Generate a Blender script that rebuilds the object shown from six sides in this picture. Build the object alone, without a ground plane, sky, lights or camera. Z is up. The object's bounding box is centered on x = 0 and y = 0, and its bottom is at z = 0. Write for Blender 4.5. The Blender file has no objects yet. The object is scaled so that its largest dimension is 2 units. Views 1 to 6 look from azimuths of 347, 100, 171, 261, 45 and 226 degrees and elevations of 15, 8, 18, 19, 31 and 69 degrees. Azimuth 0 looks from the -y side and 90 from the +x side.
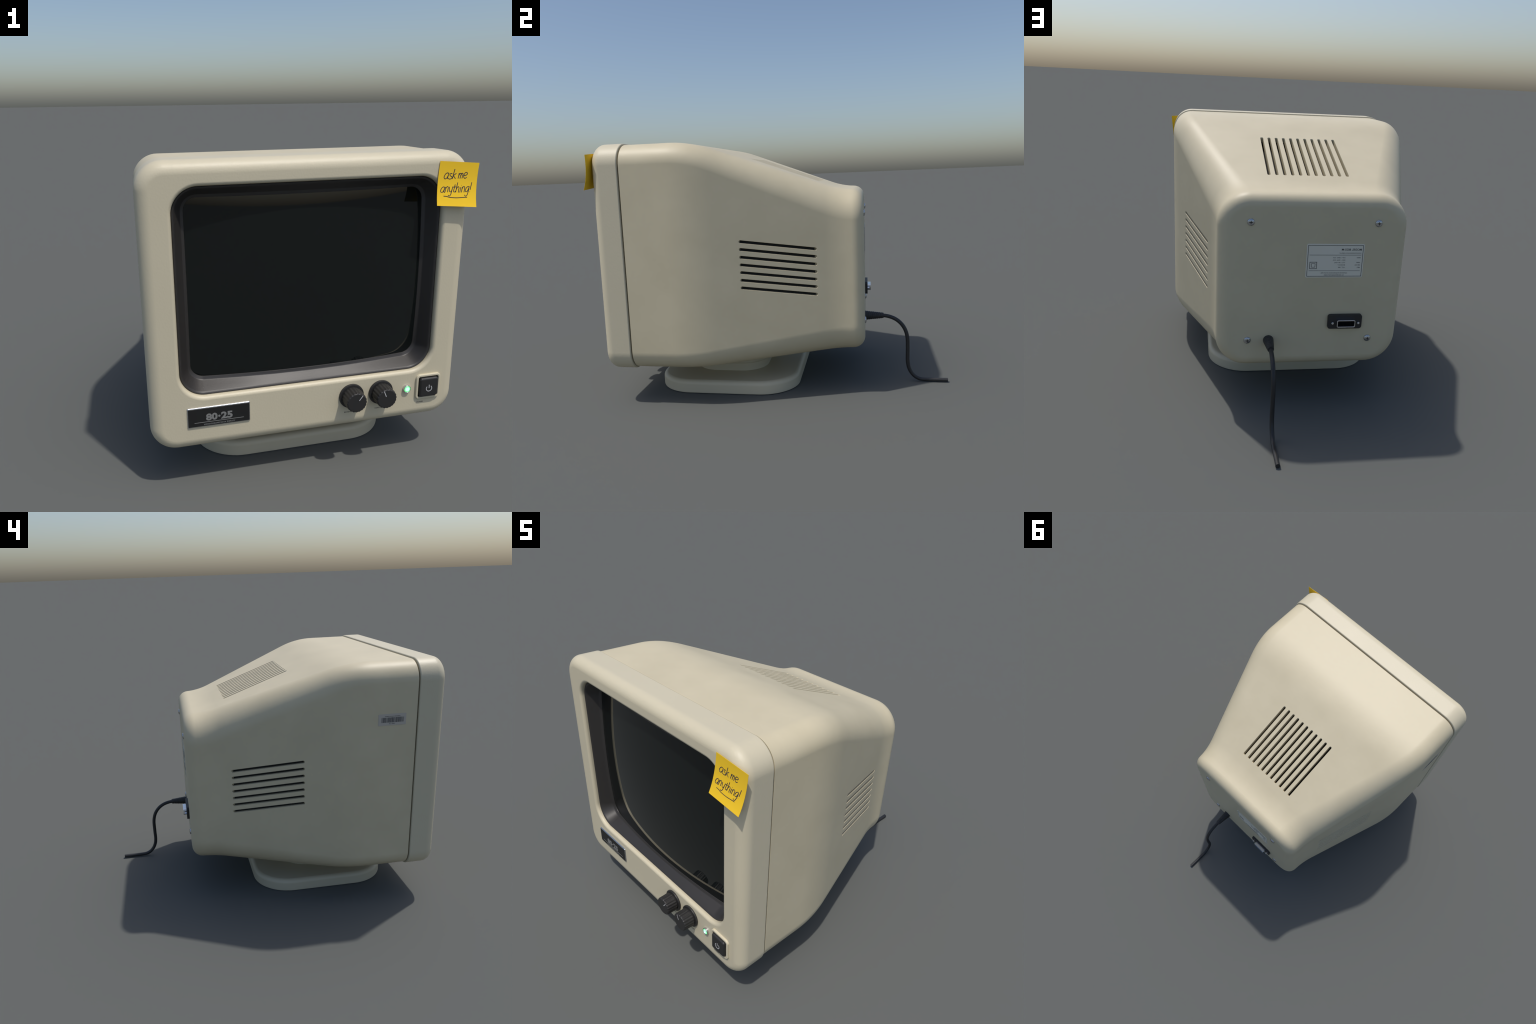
"""A beige monochrome CRT data terminal display on a low swivel foot, with knobs,
power button, vents, labels, power cord and a yellow sticky note."""
import bpy, bmesh, math
from mathutils import Vector, Matrix

XC = -0.0125            # the cabinet's centre line (the note overhangs on +x)
FRONT = -0.9275          # plane of the bezel's front face
BACK = 0.5182            # plane of the rear panel

# ------------------------------------------------------------------ materials

def new_material(name):
    m = bpy.data.materials.new(name)
    m.use_nodes = True
    nt = m.node_tree
    return m, nt, nt.nodes["Principled BSDF"]


def link(nt, a, b):
    nt.links.new(a, b)


def plain(name, colour, rough=0.5, metal=0.0, spec=0.5, grain=0.0, grain_scale=200.0,
          mottle=0.0, mottle_scale=4.0, coat=0.0):
    m, nt, b = new_material(name)
    b.inputs["Base Color"].default_value = (*colour, 1)
    b.inputs["Roughness"].default_value = rough
    b.inputs["Metallic"].default_value = metal
    b.inputs["Specular IOR Level"].default_value = spec
    b.inputs["Coat Weight"].default_value = coat
    tc = nt.nodes.new("ShaderNodeTexCoord")
    if mottle:
        n = nt.nodes.new("ShaderNodeTexNoise")
        n.inputs["Scale"].default_value = mottle_scale
        n.inputs["Detail"].default_value = 4
        n.inputs["Roughness"].default_value = 0.55
        link(nt, tc.outputs["Object"], n.inputs["Vector"])
        r = nt.nodes.new("ShaderNodeValToRGB")
        r.color_ramp.elements[0].position = 0.32
        r.color_ramp.elements[1].position = 0.68
        r.color_ramp.elements[0].color = (*[c * (1 - mottle * k) for c, k in zip(colour, (0.9, 1.0, 1.25))], 1)
        r.color_ramp.elements[1].color = (*[min(1, c * (1 + mottle * k)) for c, k in zip(colour, (0.6, 0.6, 0.7))], 1)
        link(nt, n.outputs["Fac"], r.inputs["Fac"])
        link(nt, r.outputs["Color"], b.inputs["Base Color"])
        # slight unevenness of the sheen
        mr = nt.nodes.new("ShaderNodeMapRange")
        mr.inputs["To Min"].default_value = rough - 0.06
        mr.inputs["To Max"].default_value = rough + 0.06
        link(nt, n.outputs["Fac"], mr.inputs["Value"])
        link(nt, mr.outputs["Result"], b.inputs["Roughness"])
    if grain:
        g = nt.nodes.new("ShaderNodeTexNoise")
        g.inputs["Scale"].default_value = grain_scale
        g.inputs["Detail"].default_value = 3
        link(nt, tc.outputs["Object"], g.inputs["Vector"])
        bu = nt.nodes.new("ShaderNodeBump")
        bu.inputs["Strength"].default_value = grain
        bu.inputs["Distance"].default_value = 0.004
        link(nt, g.outputs["Fac"], bu.inputs["Height"])
        link(nt, bu.outputs["Normal"], b.inputs["Normal"])
    return m


def lamp_material(name, radius):
    """Lit indicator: pale hot core going to saturated green at the rim."""
    m, nt, b = new_material(name)
    tc = nt.nodes.new("ShaderNodeTexCoord")
    sep = nt.nodes.new("ShaderNodeSeparateXYZ")
    comb = nt.nodes.new("ShaderNodeCombineXYZ")
    ln = nt.nodes.new("ShaderNodeVectorMath"); ln.operation = "LENGTH"
    dv = nt.nodes.new("ShaderNodeMath"); dv.operation = "DIVIDE"
    dv.inputs[1].default_value = radius
    ramp = nt.nodes.new("ShaderNodeValToRGB")
    e = ramp.color_ramp.elements
    e[0].position, e[0].color = 0.55, (0.60, 1.0, 0.82, 1)
    e[1].position, e[1].color = 0.98, (0.10, 0.80, 0.16, 1)
    link(nt, tc.outputs["Object"], sep.inputs[0])
    link(nt, sep.outputs["X"], comb.inputs["X"])
    link(nt, sep.outputs["Z"], comb.inputs["Z"])
    link(nt, comb.outputs[0], ln.inputs[0])
    link(nt, ln.outputs["Value"], dv.inputs[0])
    link(nt, dv.outputs[0], ramp.inputs["Fac"])
    b.inputs["Base Color"].default_value = (0.05, 0.35, 0.12, 1)
    b.inputs["Roughness"].default_value = 0.15
    link(nt, ramp.outputs["Color"], b.inputs["Emission Color"])
    b.inputs["Emission Strength"].default_value = 1.15
    return m


IVORY = plain("ivory_plastic", (0.600, 0.540, 0.392), 0.47, grain=0.11, grain_scale=110, mottle=0.012, mottle_scale=3)
CREAM = plain("aged_cream_plastic", (0.605, 0.534, 0.370), 0.50, grain=0.06, grain_scale=45, mottle=0.038, mottle_scale=5)
FOOT = plain("foot_plastic", (0.585, 0.527, 0.387), 0.48, grain=0.10, grain_scale=80, mottle=0.01)
CHARCOAL = plain("charcoal_plastic", (0.030, 0.0272, 0.0255), 0.46, grain=0.05, grain_scale=120)
BLACK = plain("black_plastic", (0.0215, 0.0205, 0.020), 0.48)
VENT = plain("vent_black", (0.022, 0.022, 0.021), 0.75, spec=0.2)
PIT = plain("socket_black", (0.004, 0.004, 0.004), 0.8, spec=0.1)
GLASS = plain("tube_glass", (0.0055, 0.0075, 0.0070), 0.035, spec=0.5)
CHROME = plain("chrome", (0.72, 0.73, 0.75), 0.16, metal=1.0)
STEEL = plain("steel", (0.50, 0.51, 0.53), 0.26, metal=1.0)
SILVER = plain("silver_edge", (0.62, 0.63, 0.65), 0.22, metal=1.0)
PLATE = plain("black_plate", (0.0105, 0.0103, 0.0100), 0.5)
GREY_INK = plain("grey_lettering", (0.215, 0.215, 0.205), 0.55)
DARK_INK = plain("dark_print", (0.035, 0.032, 0.028), 0.6)
SOFT_INK = plain("soft_print", (0.15, 0.145, 0.13), 0.6)
WHITE = plain("white_marking", (0.52, 0.52, 0.52), 0.55)
RUBBER = plain("rubber", (0.020, 0.020, 0.021), 0.45)
FOIL = plain("label_foil", (0.74, 0.705, 0.60), 0.75, spec=0.25)
TAG = plain("tag_paper", (0.50, 0.455, 0.395), 0.8, spec=0.2)
LABEL_INK = plain("label_print", (0.095, 0.095, 0.09), 0.6)
TAG_INK = plain("tag_print", (0.085, 0.085, 0.085), 0.6)
NOTE = plain("yellow_paper", (0.90, 0.57, 0.030), 0.75, spec=0.15, mottle=0.012, mottle_scale=12)
PEN = plain("pen_ink", (0.035, 0.035, 0.055), 0.7, spec=0.1)
LAMP = lamp_material("green_lamp", 0.0142)

# ------------------------------------------------------------------ helpers

ROOT = bpy.data.objects.new("computer_monitor", None)
bpy.context.collection.objects.link(ROOT)
ROOT.empty_display_size = 0.2
ROOT["label"] = "beige monochrome CRT monitor with knobs and yellow sticky note"
ROOT["category"] = "computer monitor"


def add(name, mesh, material, parent=ROOT, location=(0, 0, 0), smooth=32, weighted=True):
    ob = bpy.data.objects.new(name, mesh)
    bpy.context.collection.objects.link(ob)
    ob.parent = parent
    ob.location = location
    if material and not mesh.materials:
        mesh.materials.append(material)
    if smooth:
        for p in mesh.polygons:
            p.use_smooth = True
        mesh.set_sharp_from_angle(angle=math.radians(smooth))
        if weighted:
            w = ob.modifiers.new("normals", "WEIGHTED_NORMAL")
            w.keep_sharp = True
            w.weight = 80
    return ob


def mesh_from(bm, name, recalc=True):
    if recalc:
        bmesh.ops.recalc_face_normals(bm, faces=bm.faces)
    me = bpy.data.meshes.new(name)
    bm.to_mesh(me)
    bm.free()
    return me


def rounded_rect(cu, cv, hu, hv, r, n=12, side=3):
    """Closed outline, counter-clockwise; straight sides get support points."""
    r = max(min(r, hu, hv), 1e-4)
    pts = []
    for su, sv, a0 in ((1, 1, 0), (-1, 1, 90), (-1, -1, 180), (1, -1, 270)):
        for k in range(n + 1):
            a = math.radians(a0 + 90 * k / n)
            pts.append((cu + su * (hu - r) + r * math.cos(a), cv + sv * (hv - r) + r * math.sin(a)))
        nu, nv = ((-1, 1), (-1, -1), (1, -1), (1, 1))[a0 // 90]
        # next corner's first point
        a = math.radians(a0 + 90)
        last = pts[-1]
        nxt = (cu + nu * (hu - r) + r * math.cos(a), cv + nv * (hv - r) + r * math.sin(a))
        for k in range(1, side + 1):
            f = k / (side + 1)
            pts.append((last[0] + (nxt[0] - last[0]) * f, last[1] + (nxt[1] - last[1]) * f))
    return pts


class Frame:
    """A local drawing plane: u to the right, v up, n out of the surface."""
    def __init__(self, o, u, v):
        self.o, self.u, self.v = Vector(o), Vector(u).normalized(), Vector(v).normalized()
        self.n = self.u.cross(self.v)

    def at(self, a, b, c=0.0):
        return self.o + self.u * a + self.v * b + self.n * c


FRONT_F = Frame((0, FRONT, 0), (1, 0, 0), (0, 0, 1))       # n = -y
BACK_F = Frame((0, BACK, 0), (-1, 0, 0), (0, 0, 1))        # n = +y
FLOOR_F = Frame((0, 0, 0), (1, 0, 0), (0, 1, 0))           # n = +z


def skin(bm, loops, closed_chain=False, caps=(True, True)):
    rows = [[bm.verts.new(p) for p in lp] for lp in loops]
    pairs = list(zip(rows, rows[1:]))
    if closed_chain:
        pairs.append((rows[-1], rows[0]))
    n = len(rows[0])
    for a, b in pairs:
        for i in range(n):
            j = (i + 1) % n
            bm.faces.new((a[i], a[j], b[j], b[i]))
    if not closed_chain:
        if caps[0]:
            bm.faces.new(list(reversed(rows[0])))
        if caps[1]:
            bm.faces.new(rows[-1])


def stack(bm, fr, cu, cv, hu, hv, r, steps, n=8, side=1, chain=False):
    """Rounded-rectangle loops; steps = (inset, height along n)."""
    skin(bm, [[fr.at(a, b, h) for a, b in rounded_rect(cu, cv, hu - d, hv - d, r - d, n, side)]
              for d, h in steps], chain)


def fillet(d0, h0, d1, h1, k=6, convex=True):
    """Quarter-round between (inset, height) points, first leaving along height."""
    out = []
    for i in range(k + 1):
        a = math.pi / 2 * i / k
        if convex:
            out.append((d0 + (d1 - d0) * (1 - math.cos(a)), h0 + (h1 - h0) * math.sin(a)))
        else:
            out.append((d0 + (d1 - d0) * math.sin(a), h0 + (h1 - h0) * (1 - math.cos(a))))
    return out


def revolve(bm, fr, cu, cv, profile, seg=40, caps=(True, True), wobble=None):
    """profile = (radius, height along n)."""
    loops = []
    for r, h in profile:
        lp = []
        for i in range(seg):
            a = 2 * math.pi * i / seg
            rr = r * (wobble(a, h) if wobble else 1)
            lp.append(fr.at(cu + rr * math.cos(a), cv + rr * math.sin(a), h))
        loops.append(lp)
    skin(bm, loops, False, caps)


def box(bm, fr, u0, u1, v0, v1, h0, h1):
    lp = [(u0, v0), (u1, v0), (u1, v1), (u0, v1)]
    skin(bm, [[fr.at(a, b, h) for a, b in lp] for h in (h0, h1)])


def tube(bm, pts, r, seg=12, taper=None, flat=1.0):
    pts = [Vector(p) for p in pts]
    t = (pts[1] - pts[0]).normalized()
    ref = Vector((0, 0, 1)) if abs(t.z) < 0.9 else Vector((1, 0, 0))
    u = t.cross(ref).normalized()
    loops = []
    for i, p in enumerate(pts):
        t = (pts[min(i + 1, len(pts) - 1)] - pts[max(i - 1, 0)]).normalized()
        u = (u - t * u.dot(t)).normalized()
        w = t.cross(u)
        rr = r * (taper(i / (len(pts) - 1)) if taper else 1)
        loops.append([p + (u * math.cos(2 * math.pi * k / seg) + w * math.sin(2 * math.pi * k / seg)) * rr * Vector((1, flat, 1)) for k in range(seg)])
    skin(bm, loops)


def smooth_path(pts, sub=6):
    """Catmull-Rom through control points of any dimension."""
    out = []
    for i in range(len(pts) - 1):
        p0, p1, p2, p3 = pts[max(i - 1, 0)], pts[i], pts[i + 1], pts[min(i + 2, len(pts) - 1)]
        for k in range(sub):
            t = k / sub
            out.append(tuple(0.5 * (2 * b + (c - a) * t + (2 * a - 5 * b + 4 * c - d) * t * t
                                    + (3 * b - a - 3 * c + d) * t ** 3) for a, b, c, d in zip(p0, p1, p2, p3)))
    out.append(tuple(pts[-1]))
    return out


def write(bm, text, fr, u0, u1, v0, v1, h0, h1, bold=0.0, spacing=1.0):
    """Set a line of built-in lettering into the box u0..u1, v0..v1 of a plane."""
    c = bpy.data.curves.new("text", "FONT")
    c.body = text
    c.resolution_u = 3
    c.offset = bold
    c.space_character = spacing
    c.extrude = 0.5
    ob = bpy.data.objects.new("text", c)
    bpy.context.collection.objects.link(ob)
    bpy.context.view_layer.update()
    me = bpy.data.meshes.new_from_object(ob.evaluated_get(bpy.context.evaluated_depsgraph_get()))
    bpy.data.objects.remove(ob)
    bpy.data.curves.remove(c)
    xs = [v.co.x for v in me.vertices]
    ys = [v.co.y for v in me.vertices]
    x0, x1, y0, y1 = min(xs), max(xs), min(ys), max(ys)
    vs = []
    for v in me.vertices:
        a = u0 + (u1 - u0) * (v.co.x - x0) / (x1 - x0)
        b = v0 + (v1 - v0) * (v.co.y - y0) / (y1 - y0)
        vs.append(bm.verts.new(fr.at(a, b, h0 + (h1 - h0) * (v.co.z + 0.5))))
    for p in me.polygons:
        try:
            bm.faces.new([vs[i] for i in p.vertices])
        except ValueError:
            pass
    bpy.data.meshes.remove(me)


def cut(target_mesh, cutter_mesh):
    """Boolean difference, returned as a new mesh."""
    a = bpy.data.objects.new("a", target_mesh)
    b = bpy.data.objects.new("b", cutter_mesh)
    for o in (a, b):
        bpy.context.collection.objects.link(o)
    m = a.modifiers.new("cut", "BOOLEAN")
    m.operation, m.solver, m.object = "DIFFERENCE", "EXACT", b
    bpy.context.view_layer.update()
    me = bpy.data.meshes.new_from_object(a.evaluated_get(bpy.context.evaluated_depsgraph_get()))
    for o in (a, b):
        bpy.data.objects.remove(o)
    return me


# ------------------------------------------------------------------ housing

Y_BREAK_FRONT, Y_BREAK_BACK = -0.393, 0.388
BLEND_FRONT, BLEND_BACK = 0.12, 0.085


def taper(y):
    """0 at the front box, 1 at the rear box, straight slope between, soft bends."""
    k = 1 / (Y_BREAK_BACK - Y_BREAK_FRONT)

    def soft_ramp(x, b):
        if x <= -b:
            return 0.0
        if x >= b:
            return x
        return (x + b) ** 2 / (4 * b)
    return k * (soft_ramp(y - Y_BREAK_FRONT, BLEND_FRONT) - soft_ramp(y - Y_BREAK_BACK, BLEND_BACK))


def section(y):
    t = taper(y)
    mix = lambda a, b: a + (b - a) * t
    # half width, half height, centre height, corner radius
    return mix(0.7185, 0.4820), mix(0.6268, 0.4620), mix(0.8325, 0.7100), mix(0.112, 0.165)


def housing_loop(y, inset=0.0):
    hw, hh, zc, r = section(y)
    return [(x, y, z) for x, z in rounded_rect(XC, zc, hw - inset, hh - inset, r - inset, 14, 5)]


loops = [housing_loop(-0.7900, 0.078), housing_loop(-0.7615, 0.078)]
loops += [housing_loop(-0.7615, 0.0015), housing_loop(-0.7610, 0.0004), housing_loop(-0.7595), housing_loop(-0.752)]
y = -0.72
while y < 0.445:
    loops.append(housing_loop(y))
    y += 0.02 if (abs(y - Y_BREAK_FRONT) < 0.14 or abs(y - Y_BREAK_BACK) < 0.1) else 0.05
EDGE = 0.066
for k in range(11):
    a = math.pi / 2 * k / 10
    loops.append(housing_loop(BACK - EDGE + EDGE * math.sin(a), EDGE * (1 - math.cos(a))))
bm = bmesh.new()
skin(bm, loops)
housing_mesh = mesh_from(bm, "housing")

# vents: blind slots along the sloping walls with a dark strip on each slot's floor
PITCH = 0.0421
SLOT_DEPTH = {"side": 0.020, "top": 0.033}
SLOT_WIDTH = {"side": 0.0174, "top": 0.0176}
Y0, Y1 = -0.141, 0.265


def slot_frames():
    out = {"side": [], "top": []}
    for sx in (1, -1):
        for k in range(-3, 4):
            a, b = [Vector((XC + sx * section(y)[0], y, section(y)[2] + k * PITCH)) for y in (Y0, Y1)]
            out["side"].append((a, b, Vector((0, 0, 1))))
    for k in range(-5, 6):
        a, b = [Vector((XC + k * PITCH * 0.991, y, section(y)[2] + section(y)[1])) for y in (Y0 + 0.003, Y1 - 0.004)]
        out["top"].append((a, b, Vector((1, 0, 0))))
    return out


cut_bm, linings = bmesh.new(), {}
for panel, slots in slot_frames().items():
    for a, b, across in slots:
        u = (b - a).normalized()
        v = (across - u * across.dot(u)).normalized()
        f = Frame((a + b) / 2, u, v)
        out = f.n
        centre = Vector((XC, 0, 0.76))
        if out.dot(f.o - centre) < 0:
            f = Frame(f.o, u, -v)
        half = (b - a).length / 2
        hw, depth = SLOT_WIDTH[panel] / 2, SLOT_DEPTH[panel]
        layers = ((0.0, 0.03), (0.0, -0.001), (0.0012, -0.003), (0.0013, -depth))
        skin(cut_bm, [[f.at(p, q, h) for p, q in rounded_rect(0, 0, half + 0.001 - 1.6 * d, hw - d, hw - d, 5, 1)] for d, h in layers])
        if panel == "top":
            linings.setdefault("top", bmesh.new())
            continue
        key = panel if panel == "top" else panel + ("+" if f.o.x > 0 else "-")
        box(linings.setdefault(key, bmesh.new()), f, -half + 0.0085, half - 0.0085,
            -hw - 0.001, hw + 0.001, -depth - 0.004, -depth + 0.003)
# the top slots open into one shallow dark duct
a, b, across = slot_frames()["top"][5]
duct = Frame((a + b) / 2, b - a, across)
if duct.n.z < 0:
    duct = Frame((a + b) / 2, b - a, -across)
half = (b - a).length / 2 + 0.006
duct_bm = bmesh.new()
box(duct_bm, duct, -half, half, -0.236, 0.236, -0.075, -0.029)
housing_mesh = cut(housing_mesh, mesh_from(duct_bm, "duct"))
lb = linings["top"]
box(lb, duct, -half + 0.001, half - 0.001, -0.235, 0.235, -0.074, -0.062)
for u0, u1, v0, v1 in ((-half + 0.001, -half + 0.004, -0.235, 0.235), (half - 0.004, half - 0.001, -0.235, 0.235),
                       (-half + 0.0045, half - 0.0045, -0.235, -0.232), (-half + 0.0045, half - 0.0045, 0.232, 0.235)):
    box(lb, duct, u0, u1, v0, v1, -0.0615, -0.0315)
housing_mesh = cut(housing_mesh, mesh_from(cut_bm, "slots"))
housing = add("housing", housing_mesh, CREAM)
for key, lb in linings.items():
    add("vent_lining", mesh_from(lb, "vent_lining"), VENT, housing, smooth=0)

# ------------------------------------------------------------------ front bezel

OC_X, OC_Z, O_HW, O_HH, O_R = -0.0100, 0.907, 0.5905, 0.4565, 0.112   # screen opening


def bezel_outer(d, y):
    return [(x, y, z) for x, z in rounded_rect(XC, 0.8322, 0.7240 - d, 0.6350 - d, 0.118 - d, 16, 5)]


def opening(d, y):
    return [(x, y, z) for x, z in rounded_rect(OC_X, OC_Z, O_HW - d, O_HH - d, O_R - d, 16, 5)]


loops = [bezel_outer(0.080, -0.795), bezel_outer(0.075, -0.7925), bezel_outer(0.075, -0.7685), bezel_outer(0.0062, -0.7685)]
loops += [bezel_outer(0.0062 * (1 - math.sin(a)), -0.7685 - 0.0062 * (1 - math.cos(a))) for a in (0.3, 0.6, 0.9, 1.25, math.pi / 2)]
loops += [bezel_outer(0, -0.80), bezel_outer(0, -0.835)]
R_FRONT = 0.056
for k in range(13):
    a = math.pi / 2 * k / 12
    loops.append(bezel_outer(R_FRONT * (1 - math.cos(a)), FRONT + R_FRONT * (1 - math.sin(a))))
LIP = 0.0165
for k in range(9):
    a = math.pi / 2 * k / 8
    loops.append(opening(-LIP * (1 - math.sin(a)), FRONT + LIP * (1 - math.cos(a))))
loops += [opening(0, -0.888), opening(0, -0.81), opening(-0.02, -0.795)]
bm = bmesh.new()
skin(bm, loops, closed_chain=True)
bezel = add("front_bezel", mesh_from(bm, "front_bezel"), IVORY)

# dark funnel between bezel and tube
bm = bmesh.new()


def tube_y(x, z):
    """Depth of the shallow, nearly spherical tube face."""
    u, v = x - OC_X, z - OC_Z
    return -0.8882 + 0.1403 * u * u + 0.1310 * v * v - 0.0532 * u * u * v * v


def funnel(d, f):
    """Loop at inset d, a share f of the way from the rim back to the glass."""
    inner = [(x, z) for x, _, z in opening(0.0565, 0)]
    return [(x, -0.9020 + (tube_y(*q) - 0.0012 + 0.9020) * f, z) for (x, _, z), q in zip(opening(d, 0), inner)]


loops = [opening(d, y) for d, y in ((0.0004, -0.880), (0.0004, -0.9010), (0.0022, -0.9050), (0.0052, -0.9065), (0.0085, -0.9050))]
loops += [funnel(d, f) for d, f in ((0.0115, 0.0), (0.0140, 0.055), (0.0270, 0.43), (0.0405, 0.82), (0.0425, 0.862),
                                    (0.0450, 0.895), (0.0535, 0.965), (0.0553, 0.985), (0.0562, 1.02), (0.0566, 1.10))]
loops += [opening(0.0566, -0.79), opening(0.0004, -0.79)]
skin(bm, loops, closed_chain=True)
add("screen_surround", mesh_from(bm, "screen_surround"), CHARCOAL)

# picture tube: shallow spherical face
bm = bmesh.new()
NU, NV = 64, 52
grid = []
for j in range(NV + 1):
    row = []
    for i in range(NU + 1):
        u, v = -0.562 + 1.124 * i / NU, -0.424 + 0.848 * j / NV
        row.append(bm.verts.new((OC_X + u, tube_y(OC_X + u, OC_Z + v), OC_Z + v)))
    grid.append(row)
for j in range(NV):
    for i in range(NU):
        bm.faces.new((grid[j][i], grid[j][i + 1], grid[j + 1][i + 1], grid[j + 1][i]))
border = [e for e in bm.edges if e.is_boundary]
ext = bmesh.ops.extrude_edge_only(bm, edges=border)
new = [g for g in ext["geom"] if isinstance(g, bmesh.types.BMVert)]
for v in new:
    v.co.y = -0.785
bmesh.ops.contextual_create(bm, geom=[e for e in bm.edges if e.is_boundary])
add("screen", mesh_from(bm, "screen"), GLASS, smooth=40, weighted=False)

# ------------------------------------------------------------------ swivel foot

foot = bpy.data.objects.new("swivel_foot", None)
bpy.context.collection.objects.link(foot)
foot.parent = ROOT
bm = bmesh.new()
stack(bm, FLOOR_F, XC + 0.0025, -0.3105, 0.4985, 0.4310, 0.228,
      [(0.006, 0.0), (0.0015, 0.0015), (0, 0.006), (0, 0.03)] + fillet(0, 0.050, 0.028, 0.077, 8), 16, 3)
add("foot_plate", mesh_from(bm, "foot_plate"), FOOT, foot)
bm = bmesh.new()
stack(bm, FLOOR_F, XC, -0.318, 0.314, 0.226, 0.15, [(0, 0.076), (0, 0.122), (0.003, 0.125)], 14, 3)
stack(bm, FLOOR_F, XC, -0.318, 0.314, 0.226, 0.15, [(0.003, 0.1245), (0, 0.128), (0, 0.262)], 14, 3)
add("foot_neck", mesh_from(bm, "foot_neck"), FOOT, foot)

# ------------------------------------------------------------------ name plate

bm = bmesh.new()
stack(bm, FRONT_F, -0.4385, 0.3582, 0.1402, 0.0480, 0.006, [(0, -0.002), (0, 0.0015), (0.0018, 0.0044), (0.0048, 0.0062)], 4, 1)
plate = add("name_plate", mesh_from(bm, "name_plate"), SILVER)
bm = bmesh.new()
stack(bm, FRONT_F, -0.4385, 0.3582, 0.1355, 0.0425, 0.003, [(0, 0.0050), (0, 0.0064), (0.0005, 0.0069)], 3, 1)
add("plate_face", mesh_from(bm, "plate_face"), PLATE, plate)
bm = bmesh.new()
write(bm, "80", FRONT_F, -0.4965, -0.4455, 0.3402, 0.3742, 0.0065, 0.0074, bold=0.042)
write(bm, "25", FRONT_F, -0.4300, -0.3785, 0.3402, 0.3742, 0.0065, 0.0074, bold=0.042)
revolve(bm, FRONT_F, -0.4378, 0.3565, [(0.0050, 0.0065), (0.0050, 0.0074)], 20)
box(bm, FRONT_F, -0.5470, -0.3285, 0.3335, 0.3358, 0.0065, 0.0074)
write(bm, "MONOCHROME DATA DISPLAY", FRONT_F, -0.5060, -0.3690, 0.3205, 0.3268, 0.0065, 0.0074, bold=0.022, spacing=1.18)
lettering = mesh_from(bm, "plate_lettering")
add("plate_lettering", lettering, GREY_INK, plate, smooth=0)

# ------------------------------------------------------------------ controls

CTRL_Z = 0.364
ORIGIN_F = Frame((0, 0, 0), (1, 0, 0), (0, 0, 1))


def flute(a, h):
    return 1 + 0.022 * math.cos(20 * a) if 0.016 < h < 0.0715 else 1.0


bm = bmesh.new()
revolve(bm, ORIGIN_F, 0, 0, [(0.0590, -0.002), (0.0600, 0.002), (0.0600, 0.0065), (0.0588, 0.0090), (0.0560, 0.0103), (0.046, 0.0103)], 72)
collar_mesh = mesh_from(bm, "knob_collar")
bm = bmesh.new()
revolve(bm, ORIGIN_F, 0, 0, [(0.0470, 0.008), (0.0480, 0.0145), (0.0495, 0.0165), (0.0482, 0.040), (0.0475, 0.0660), (0.0468, 0.0690), (0.0455, 0.0710),
                             (0.0435, 0.0722), (0.0410, 0.0727)], 192, wobble=flute)
knob_mesh = mesh_from(bm, "knob")
bm = bmesh.new()
stack(bm, ORIGIN_F, 0, 0.0295, 0.0017, 0.0148, 0.0017, [(0, 0.0715), (0, 0.0729)], 5, 1)
mark_mesh = mesh_from(bm, "knob_marker")
for x, turn in ((0.1805, -37.0), (0.3265, 22.0)):
    knob = add("knob", knob_mesh, BLACK, location=(x, FRONT, CTRL_Z), smooth=40)
    knob.rotation_euler = (0, -math.radians(turn), 0)
    add("knob_collar", collar_mesh, BLACK, knob)
    add("knob_marker", mark_mesh, WHITE, knob, smooth=0)

# indicator lamp
lamp = bpy.data.objects.new("indicator_light", None)
bpy.context.collection.objects.link(lamp)
lamp.parent = ROOT
lamp.location = (0.4585, FRONT, CTRL_Z)
bm = bmesh.new()
prof = [(0.0185, -0.002), (0.0185, 0.006)]
prof += [(0.0165 + 0.0020 * math.cos(a), 0.0085 + 0.0040 * math.sin(a)) for a in [math.pi * k / 8 for k in range(9)]]
prof += [(0.0143, 0.004)]
revolve(bm, ORIGIN_F, 0, 0, prof, 40)
add("lamp_ring", mesh_from(bm, "lamp_ring"), CHROME, lamp)
bm = bmesh.new()
revolve(bm, ORIGIN_F, 0, 0, [(0.0142, 0.005)] + [(0.0142 * math.cos(a), 0.0085 + 0.0065 * math.sin(a))
                                                 for a in [math.pi / 2 * k / 7 for k in range(7)]], 40)
add("lamp_lens", mesh_from(bm, "lamp_lens"), LAMP, lamp)

# power button: raised frame, cushion key and standby symbol
button = bpy.data.objects.new("power_button", None)
bpy.context.collection.objects.link(button)
button.parent = ROOT
button.location = (0.567, FRONT, CTRL_Z)
bm = bmesh.new()
stack(bm, ORIGIN_F, 0, 0.0005, 0.0622, 0.0632, 0.020,
      [(0.0, -0.003)] + fillet(0, 0.0065, 0.004, 0.0105, 5) + [(d, h) for d, h in
      [(0.0094, 0.0105), (0.0103, 0.0102), (0.0108, 0.0094), (0.0108, 0.0)]] + [(0.0108, -0.003)], 8, 1, chain=True)
add("button_frame", mesh_from(bm, "button_frame"), IVORY, button)
bm = bmesh.new()
stack(bm, ORIGIN_F, -0.0003, 0.0004, 0.0472, 0.0484, 0.0125,
      [(0, -0.001)] + fillet(0, 0.0115, 0.0095, 0.0210, 8), 8, 1)
add("button_cap", mesh_from(bm, "button_cap"), BLACK, button)
bm = bmesh.new()
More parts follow.
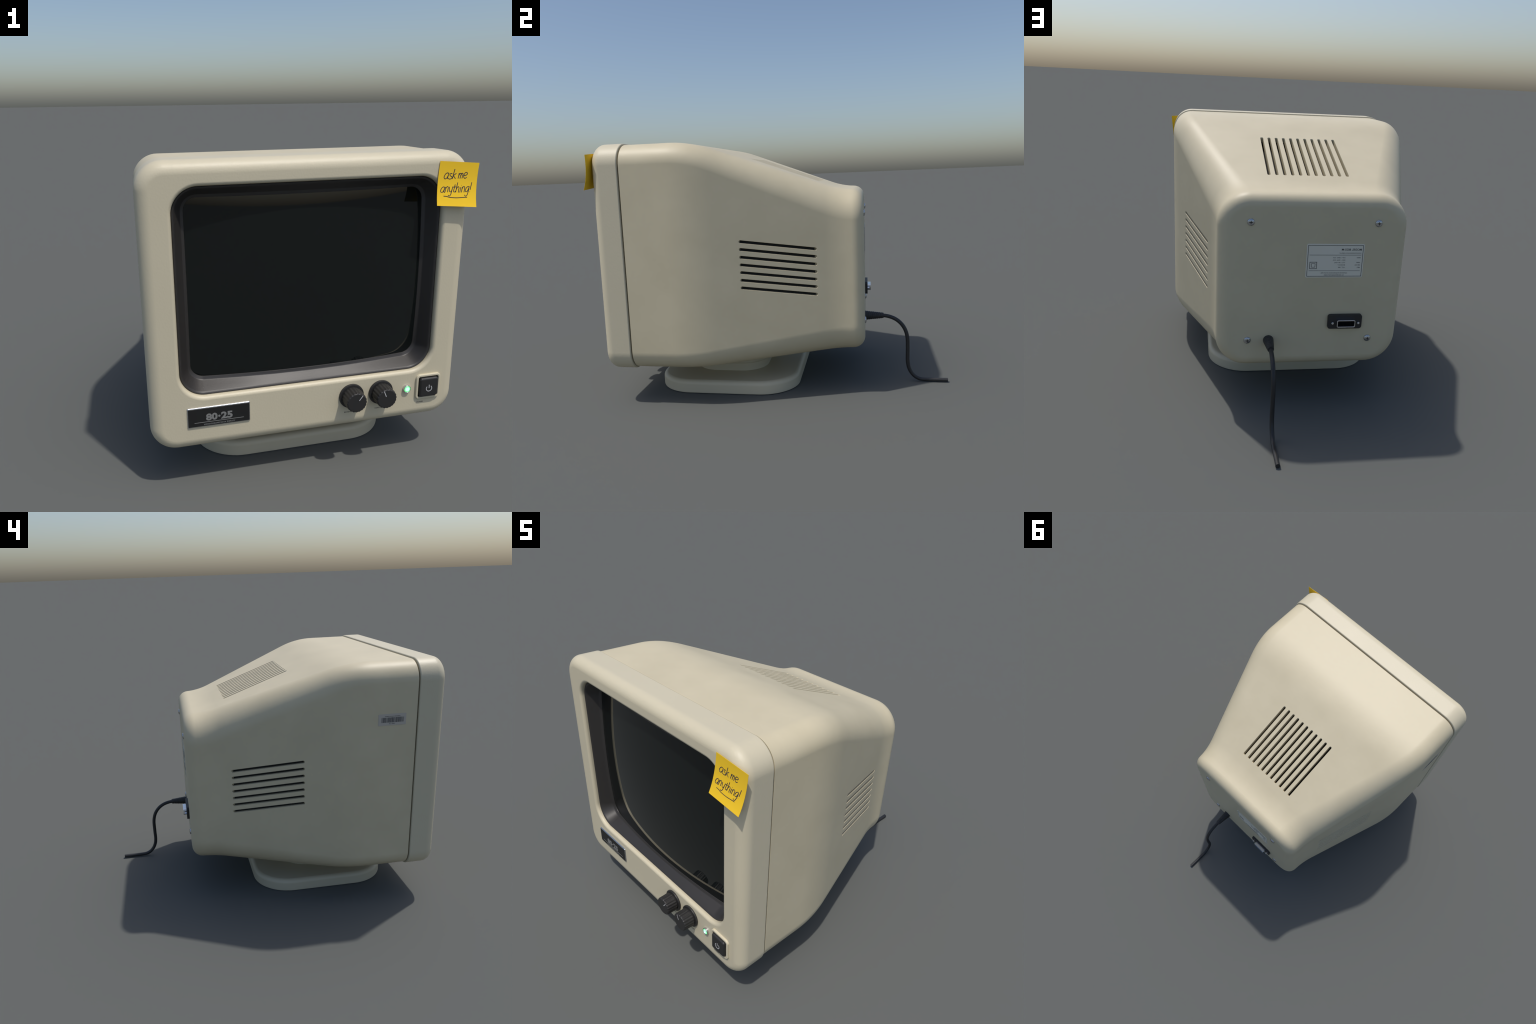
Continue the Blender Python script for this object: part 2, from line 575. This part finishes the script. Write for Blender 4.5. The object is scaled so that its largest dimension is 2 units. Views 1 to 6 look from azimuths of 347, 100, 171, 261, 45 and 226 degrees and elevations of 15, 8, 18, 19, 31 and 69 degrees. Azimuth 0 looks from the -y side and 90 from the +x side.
stack(bm, ORIGIN_F, 0, 0.0005, 0.0517, 0.0527, 0.005, [(0, 0.0003), (0, 0.0008)], 8, 1)
add("button_gap", mesh_from(bm, "button_gap"), PIT, button, smooth=0)
bm = bmesh.new()
ring = [(-0.0015 + 0.0143 * math.sin(math.radians(a)), -0.0045 + 0.0143 * math.cos(math.radians(a))) for a in range(38, 323, 12)]
for k in range(len(ring) - 1):
    (a, b), (c, d) = ring[k], ring[k + 1]
    ca, cb = -0.0015, -0.0045
    quad = []
    for (p, q), s in (((a, b), 0.88), ((c, d), 0.88), ((c, d), 1.12), ((a, b), 1.12)):
        quad.append((ca + (p - ca) * s, cb + (q - cb) * s))
    skin(bm, [[ORIGIN_F.at(p, q, h) for p, q in quad] for h in (0.0206, 0.0215)])
bmesh.ops.remove_doubles(bm, verts=bm.verts, dist=1e-6)
box(bm, ORIGIN_F, -0.0033, 0.0003, -0.0030, 0.0140, 0.0206, 0.0215)
add("standby_symbol", mesh_from(bm, "standby_symbol"), WHITE, button, smooth=0)

# small captions under the controls
bm = bmesh.new()
for word, u0, u1 in (("BRIGHTNESS", 0.149, 0.213), ("CONTRAST", 0.301, 0.352), ("POWER", 0.518, 0.5505)):
    write(bm, word, FRONT_F, u0, u1, 0.2785, 0.2845, -0.0006, 0.0005, bold=0.008, spacing=1.1)
add("caption", mesh_from(bm, "caption"), DARK_INK, bezel, smooth=0)

# ------------------------------------------------------------------ rear fittings

# pan-head cross screws
bm = bmesh.new()
dome = [(0.0185, -0.003), (0.0185, 0.002)] + [(0.0185 * math.cos(a), 0.002 + 0.0075 * math.sin(a)) for a in [math.pi / 2 * k / 9 for k in range(1, 9)]]
REAR_O = Frame((0, 0, 0), (-1, 0, 0), (0, 0, 1))
revolve(bm, REAR_O, 0, 0, dome, 32)
head = mesh_from(bm, "screw")
bm = bmesh.new()
cross = 0.0016
box(bm, REAR_O, -0.0088, 0.0088, -cross, cross, 0.0035, 0.02)
head = cut(head, mesh_from(bm, "slot"))
bm = bmesh.new()
box(bm, REAR_O, -cross, cross, -0.0088, 0.0088, 0.0033, 0.02)
head = cut(head, mesh_from(bm, "slot"))
head.name = "screw"
bm = bmesh.new()
box(bm, REAR_O, -0.0086, 0.0086, -0.0015, 0.0015, 0.0030, 0.0052)  # black cross laid in the cut, so the recess shows its shadow
box(bm, REAR_O, -0.0014, 0.0014, -0.0086, 0.0086, 0.0028, 0.0050)
recess_shade = mesh_from(bm, "cross_recess_shade")
for x in (0.3085, -0.3285):
    for z in (1.033, 0.408):
        screw = add("screw", head, STEEL, location=(x, BACK, z), weighted=False)
        add("cross_recess_shade", recess_shade, PIT, screw, smooth=0)

# video socket
sock = bpy.data.objects.new("video_socket", None)
bpy.context.collection.objects.link(sock)
sock.parent = ROOT
sock.location = (-0.196, BACK, 0.509)
bm = bmesh.new()
stack(bm, REAR_O, 0, 0, 0.0905, 0.0395, 0.014, [(0, -0.003), (0, 0.0135), (0.0008, 0.0152), (0.0024, 0.016)], 6, 1)
add("socket_plate", mesh_from(bm, "socket_plate"), BLACK, sock)
bm = bmesh.new()
stack(bm, REAR_O, 0.0015, -0.003, 0.0485, 0.0200, 0.0085,
      [(0, 0.014), (0, 0.0355), (0.0006, 0.0364), (0.0040, 0.0364), (0.0046, 0.0355), (0.0046, 0.014)], 5, 1, chain=True)
add("socket_shell", mesh_from(bm, "socket_shell"), CHROME, sock)
bm = bmesh.new()
stack(bm, REAR_O, 0.0015, -0.003, 0.0455, 0.0170, 0.004, [(0, 0.0155), (0, 0.0175)], 4, 1)
add("socket_pit", mesh_from(bm, "socket_pit"), PIT, sock, smooth=0)
bm = bmesh.new()
revolve(bm, REAR_O, 0, 0, [(0.0068, 0.014), (0.0068, 0.0275), (0.0058, 0.0285), (0.003, 0.0285), (0.003, 0.0275)], 6)
post = mesh_from(bm, "jack_post")
for dx in (0.0675, -0.0690):
    add("jack_post", post, CHROME, sock, location=(dx, 0, -0.003), smooth=20)

# rating label; in the target its printing reads mirrored
LAB_F = Frame((-0.1205, BACK, 0.8375), (1, 0, 0), (0, 0, 1))
LAB_F.n = Vector((0, 1, 0))
bm = bmesh.new()
stack(bm, LAB_F, 0, 0, 0.1475, 0.0885, 0.008, [(0, -0.001), (0, 0.0016), (0.0004, 0.0020)], 5, 1)
label = add("rating_label", mesh_from(bm, "rating_label"), FOIL)
bm = bmesh.new()
H0, H1 = 0.0014, 0.0025


def hollow_rect(bm, cu, cv, hu, hv, w):
    for u0, u1, v0, v1 in ((-hu, hu, hv - w, hv), (-hu, hu, -hv, -hv + w), (-hu, -hu + w, -hv + w, hv - w), (hu - w, hu, -hv + w, hv - w)):
        box(bm, LAB_F, cu + u0, cu + u1, cv + v0, cv + v1, H0, H1)


# the drawing plane runs along +x, so that seen from behind it is mirrored:
# the text's left end is at +x when seen from behind, on the viewer's right.
class Mirrored:
    def __init__(self, f):
        self.f = f

    def at(self, a, b, c=0.0):
        return self.f.at(a, b, c)


L = Mirrored(LAB_F)
hollow_rect(bm, 0, 0, 0.1415, 0.0822, 0.0026)
hollow_rect(bm, 0.1105, -0.0235, 0.0190, 0.0185, 0.0028)
hollow_rect(bm, 0.1105, -0.0235, 0.0103, 0.0103, 0.0022)
frame_bm = bm
add("label_border", mesh_from(frame_bm, "label_border"), LABEL_INK, label, smooth=0)
bm = bmesh.new()
write(bm, "MODEL 8025-M", L, -0.1325, -0.0300, 0.0540, 0.0650, H0, H1, bold=0.014)
write(bm, "MONOCHROME DATA DISPLAY", L, -0.1310, -0.0190, 0.0385, 0.0435, H0, H1)
box(bm, LAB_F, -0.1325, 0.1320, 0.0300, 0.0318, H0, H1)
box(bm, LAB_F, -0.1325, 0.1320, -0.0528, -0.0512, H0, H1)
for k, (left, right, end) in enumerate((("INPUT", "110V ~ 60Hz  0.6A", 0.012), ("", "220V ~ 50Hz  0.3A", 0.012),
                                        ("VIDEO", "TTL / 18.4 kHz", 0.004), ("SER NO.", "80 004417", -0.015), ("MFG.", "OCT  1983", -0.018))):
    v = 0.0145 - 0.0128 * k
    if left:
        write(bm, left, L, -0.1300, -0.1300 + 0.0040 * len(left), v, v + 0.0052, H0, H1, bold=0.006)
    write(bm, right, L, -0.0525, end, v, v + 0.0052, H0, H1)
write(bm, "CAUTION: RISK OF ELECTRIC SHOCK. DO NOT OPEN.", L, -0.0670, 0.0700, -0.0660, -0.0615, H0, H1, bold=0.01)
write(bm, "NO USER-SERVICEABLE PARTS INSIDE", L, -0.0505, 0.0525, -0.0768, -0.0724, H0, H1, bold=0.006)
add("label_print", mesh_from(bm, "label_print"), LABEL_INK, label, smooth=0)

# property tag with bar code on the -x flank
xs = XC - section(-0.6)[0]
TAG_F = Frame((xs, -0.617, 1.149), (0, -1, 0), (0, 0, 1))
bm = bmesh.new()
stack(bm, TAG_F, 0, 0, 0.0805, 0.0325, 0.004, [(0, -0.001), (0, 0.0010), (0.0004, 0.0014)], 4, 1)
tag = add("property_tag", mesh_from(bm, "property_tag"), TAG)
bm = bmesh.new()
write(bm, "PROPERTY OF DATA PROCESSING", TAG_F, -0.0430, 0.0460, 0.0165, 0.0210, 0.0009, 0.0019)
write(bm, "NO.  004417", TAG_F, -0.0180, 0.0170, -0.0255, -0.0205, 0.0009, 0.0019)
pattern, u, unit = "1112113111211212311121112111311121121111311121211121111211121", -0.0620, 0.00158
for k, w in enumerate(pattern):
    wd = int(w) * unit
    if k % 2 == 0:
        box(bm, TAG_F, u, u + wd, -0.0155, 0.0125, 0.0009, 0.0019)
    u += wd
add("tag_print", mesh_from(bm, "tag_print"), TAG_INK, tag, smooth=0)

# ------------------------------------------------------------------ power cord

CX, CZ = 0.199, 0.4065
bm = bmesh.new()
prof = [(0.0275, -0.002), (0.0275, 0.006)]
for k in range(8):                       # moulded grip rings
    h = 0.010 + 0.0118 * k
    r = 0.0268 - 0.0105 * (h - 0.008) / 0.1
    prof += [(r - 0.0012, h), (r, h + 0.0015), (r - 0.0003, h + 0.0075), (r - 0.0014, h + 0.0090)]
prof += [(0.0160, 0.106), (0.0155, 0.1085), (0.0120, 0.1090)]
revolve(bm, Frame((CX, BACK, CZ), (-1, 0, 0), (0, 0, 1)), 0, 0, prof, 32)
add("strain_relief", mesh_from(bm, "strain_relief"), RUBBER)
R = 0.0114
route = [(0.60, CZ), (0.625, CZ - 0.0005), (0.650, 0.4025), (0.680, 0.3930), (0.708, 0.3770), (0.732, 0.3540), (0.750, 0.3260), (0.7615, 0.2930),
         (0.7665, 0.2580), (0.7672, 0.2200), (0.7668, 0.1700), (0.7665, 0.1300), (0.7715, 0.0920), (0.7860, 0.0580), (0.8090, 0.0310),
         (0.8380, 0.0155), (0.8700, R + 0.0006), (0.9100, R), (0.9600, R), (1.0, R)]
path = [(CX - 0.0015 * max(0, (y - 0.8) / 0.2), y, z) for y, z in smooth_path(route, 5)]
bm = bmesh.new()
tube(bm, path, R, 18)
add("power_cord", mesh_from(bm, "power_cord"), RUBBER, smooth=50)

# ------------------------------------------------------------------ sticky note


def note_point(s, t, lift=0.0):
    """Sheet: glued along its top edge, its foot curling off the bezel."""
    return Vector((0.548 + 0.188 * s - 0.017 * t,
                   -0.9310 - 0.027 * t ** 2.6 - 0.004 * s * t * t - lift,
                   1.426 - 0.015 * s - 0.1875 * t))


bm = bmesh.new()
N = 24
sheets = []
for lift in (0.0, -0.0012):
    sheets.append([[bm.verts.new(note_point(i / 8, j / N, lift)) for i in range(9)] for j in range(N + 1)])
for rows in sheets:
    for j in range(N):
        for i in range(8):
            bm.faces.new((rows[j][i], rows[j][i + 1], rows[j + 1][i + 1], rows[j + 1][i]))
f, b = sheets
rim = [(0, i) for i in range(9)] + [(j, 8) for j in range(1, N + 1)] + [(N, i) for i in range(7, -1, -1)] + [(j, 0) for j in range(N - 1, 0, -1)]
for (a, c), (d, e) in zip(rim, rim[1:] + rim[:1]):
    bm.faces.new((f[a][c], f[d][e], b[d][e], b[a][c]))
note = add("sticky_note", mesh_from(bm, "sticky_note"), NOTE, smooth=40, weighted=False)

# handwriting: pen strokes in thousandths of the sheet (across, down)
STROKES = {
    "a": [[(259, 271), (223, 260), (183, 278), (151, 332), (148, 377), (176, 399), (216, 375), (244, 321), (259, 260)],
          [(253, 290), (241, 347), (238, 383), (260, 391), (293, 398)]],
    "s": [[(293, 398), (333, 387), (351, 362), (336, 340), (297, 319), (287, 289), (314, 269), (345, 278)]],
    "k": [[(396, 167), (383, 240), (369, 331), (360, 386)], [(446, 260), (407, 292), (376, 320), (410, 349), (436, 385)]],
    "m": [[(518, 253), (514, 318), (505, 375)], [(514, 318), (537, 266), (562, 256), (571, 274), (562, 324), (554, 376)],
          [(566, 316), (585, 266), (607, 252), (619, 275), (611, 330), (604, 369)]],
    "e": [[(642, 302), (693, 296), (729, 270), (720, 236), (680, 234), (649, 275), (643, 321), (662, 358), (693, 362), (724, 337)]],
    "second a": [[(188, 586), (145, 580), (104, 619), (86, 672), (100, 701), (138, 696), (170, 647), (189, 582)],
                 [(185, 616), (169, 676), (178, 702), (197, 689)]],
    "n": [[(197, 689), (208, 638), (211, 578)], [(207, 630), (234, 581), (262, 569), (275, 594), (268, 651), (266, 692)]],
    "y": [[(308, 571), (305, 627), (313, 672), (338, 686), (363, 663), (381, 610), (391, 564)],
          [(385, 594), (367, 670), (344, 745), (315, 776), (291, 773), (279, 755)]],
    "t": [[(448, 513), (435, 578), (418, 653), (424, 682), (449, 682), (464, 663)], [(401, 575), (473, 567)]],
    "h": [[(509, 466), (494, 553), (478, 644), (471, 689)], [(485, 621), (508, 575), (536, 563), (552, 589), (542, 642), (538, 691)]],
    "i": [[(599, 568), (585, 633), (579, 689)], [(605, 526), (612, 530)]],
    "second n": [[(637, 560), (628, 624), (620, 684)], [(628, 616), (651, 567), (678, 553), (699, 573), (693, 629), (684, 682)]],
    "g": [[(815, 550), (775, 550), (735, 590), (720, 643), (734, 669), (768, 657), (796, 603), (816, 548)],
          [(810, 580), (791, 671), (766, 740), (736, 767), (712, 760), (703, 738)]],
    "exclamation": [[(872, 449), (857, 533), (841, 621)], [(827, 664), (832, 669)]],
    "underline": [[(164, 784), (238, 789), (315, 806), (427, 813), (547, 810), (676, 796), (767, 790)]],
}
bm = bmesh.new()
for letter, strokes in STROKES.items():
    width = 0.0021 if letter == "underline" else 0.0019
    for st in strokes:
        pts = [note_point(s / 1000, t / 1000, 0.0) for s, t in smooth_path(st, 4)]
        tube(bm, pts, width, 8, flat=0.3)
add("handwriting", mesh_from(bm, "handwriting"), PEN, note, smooth=0)
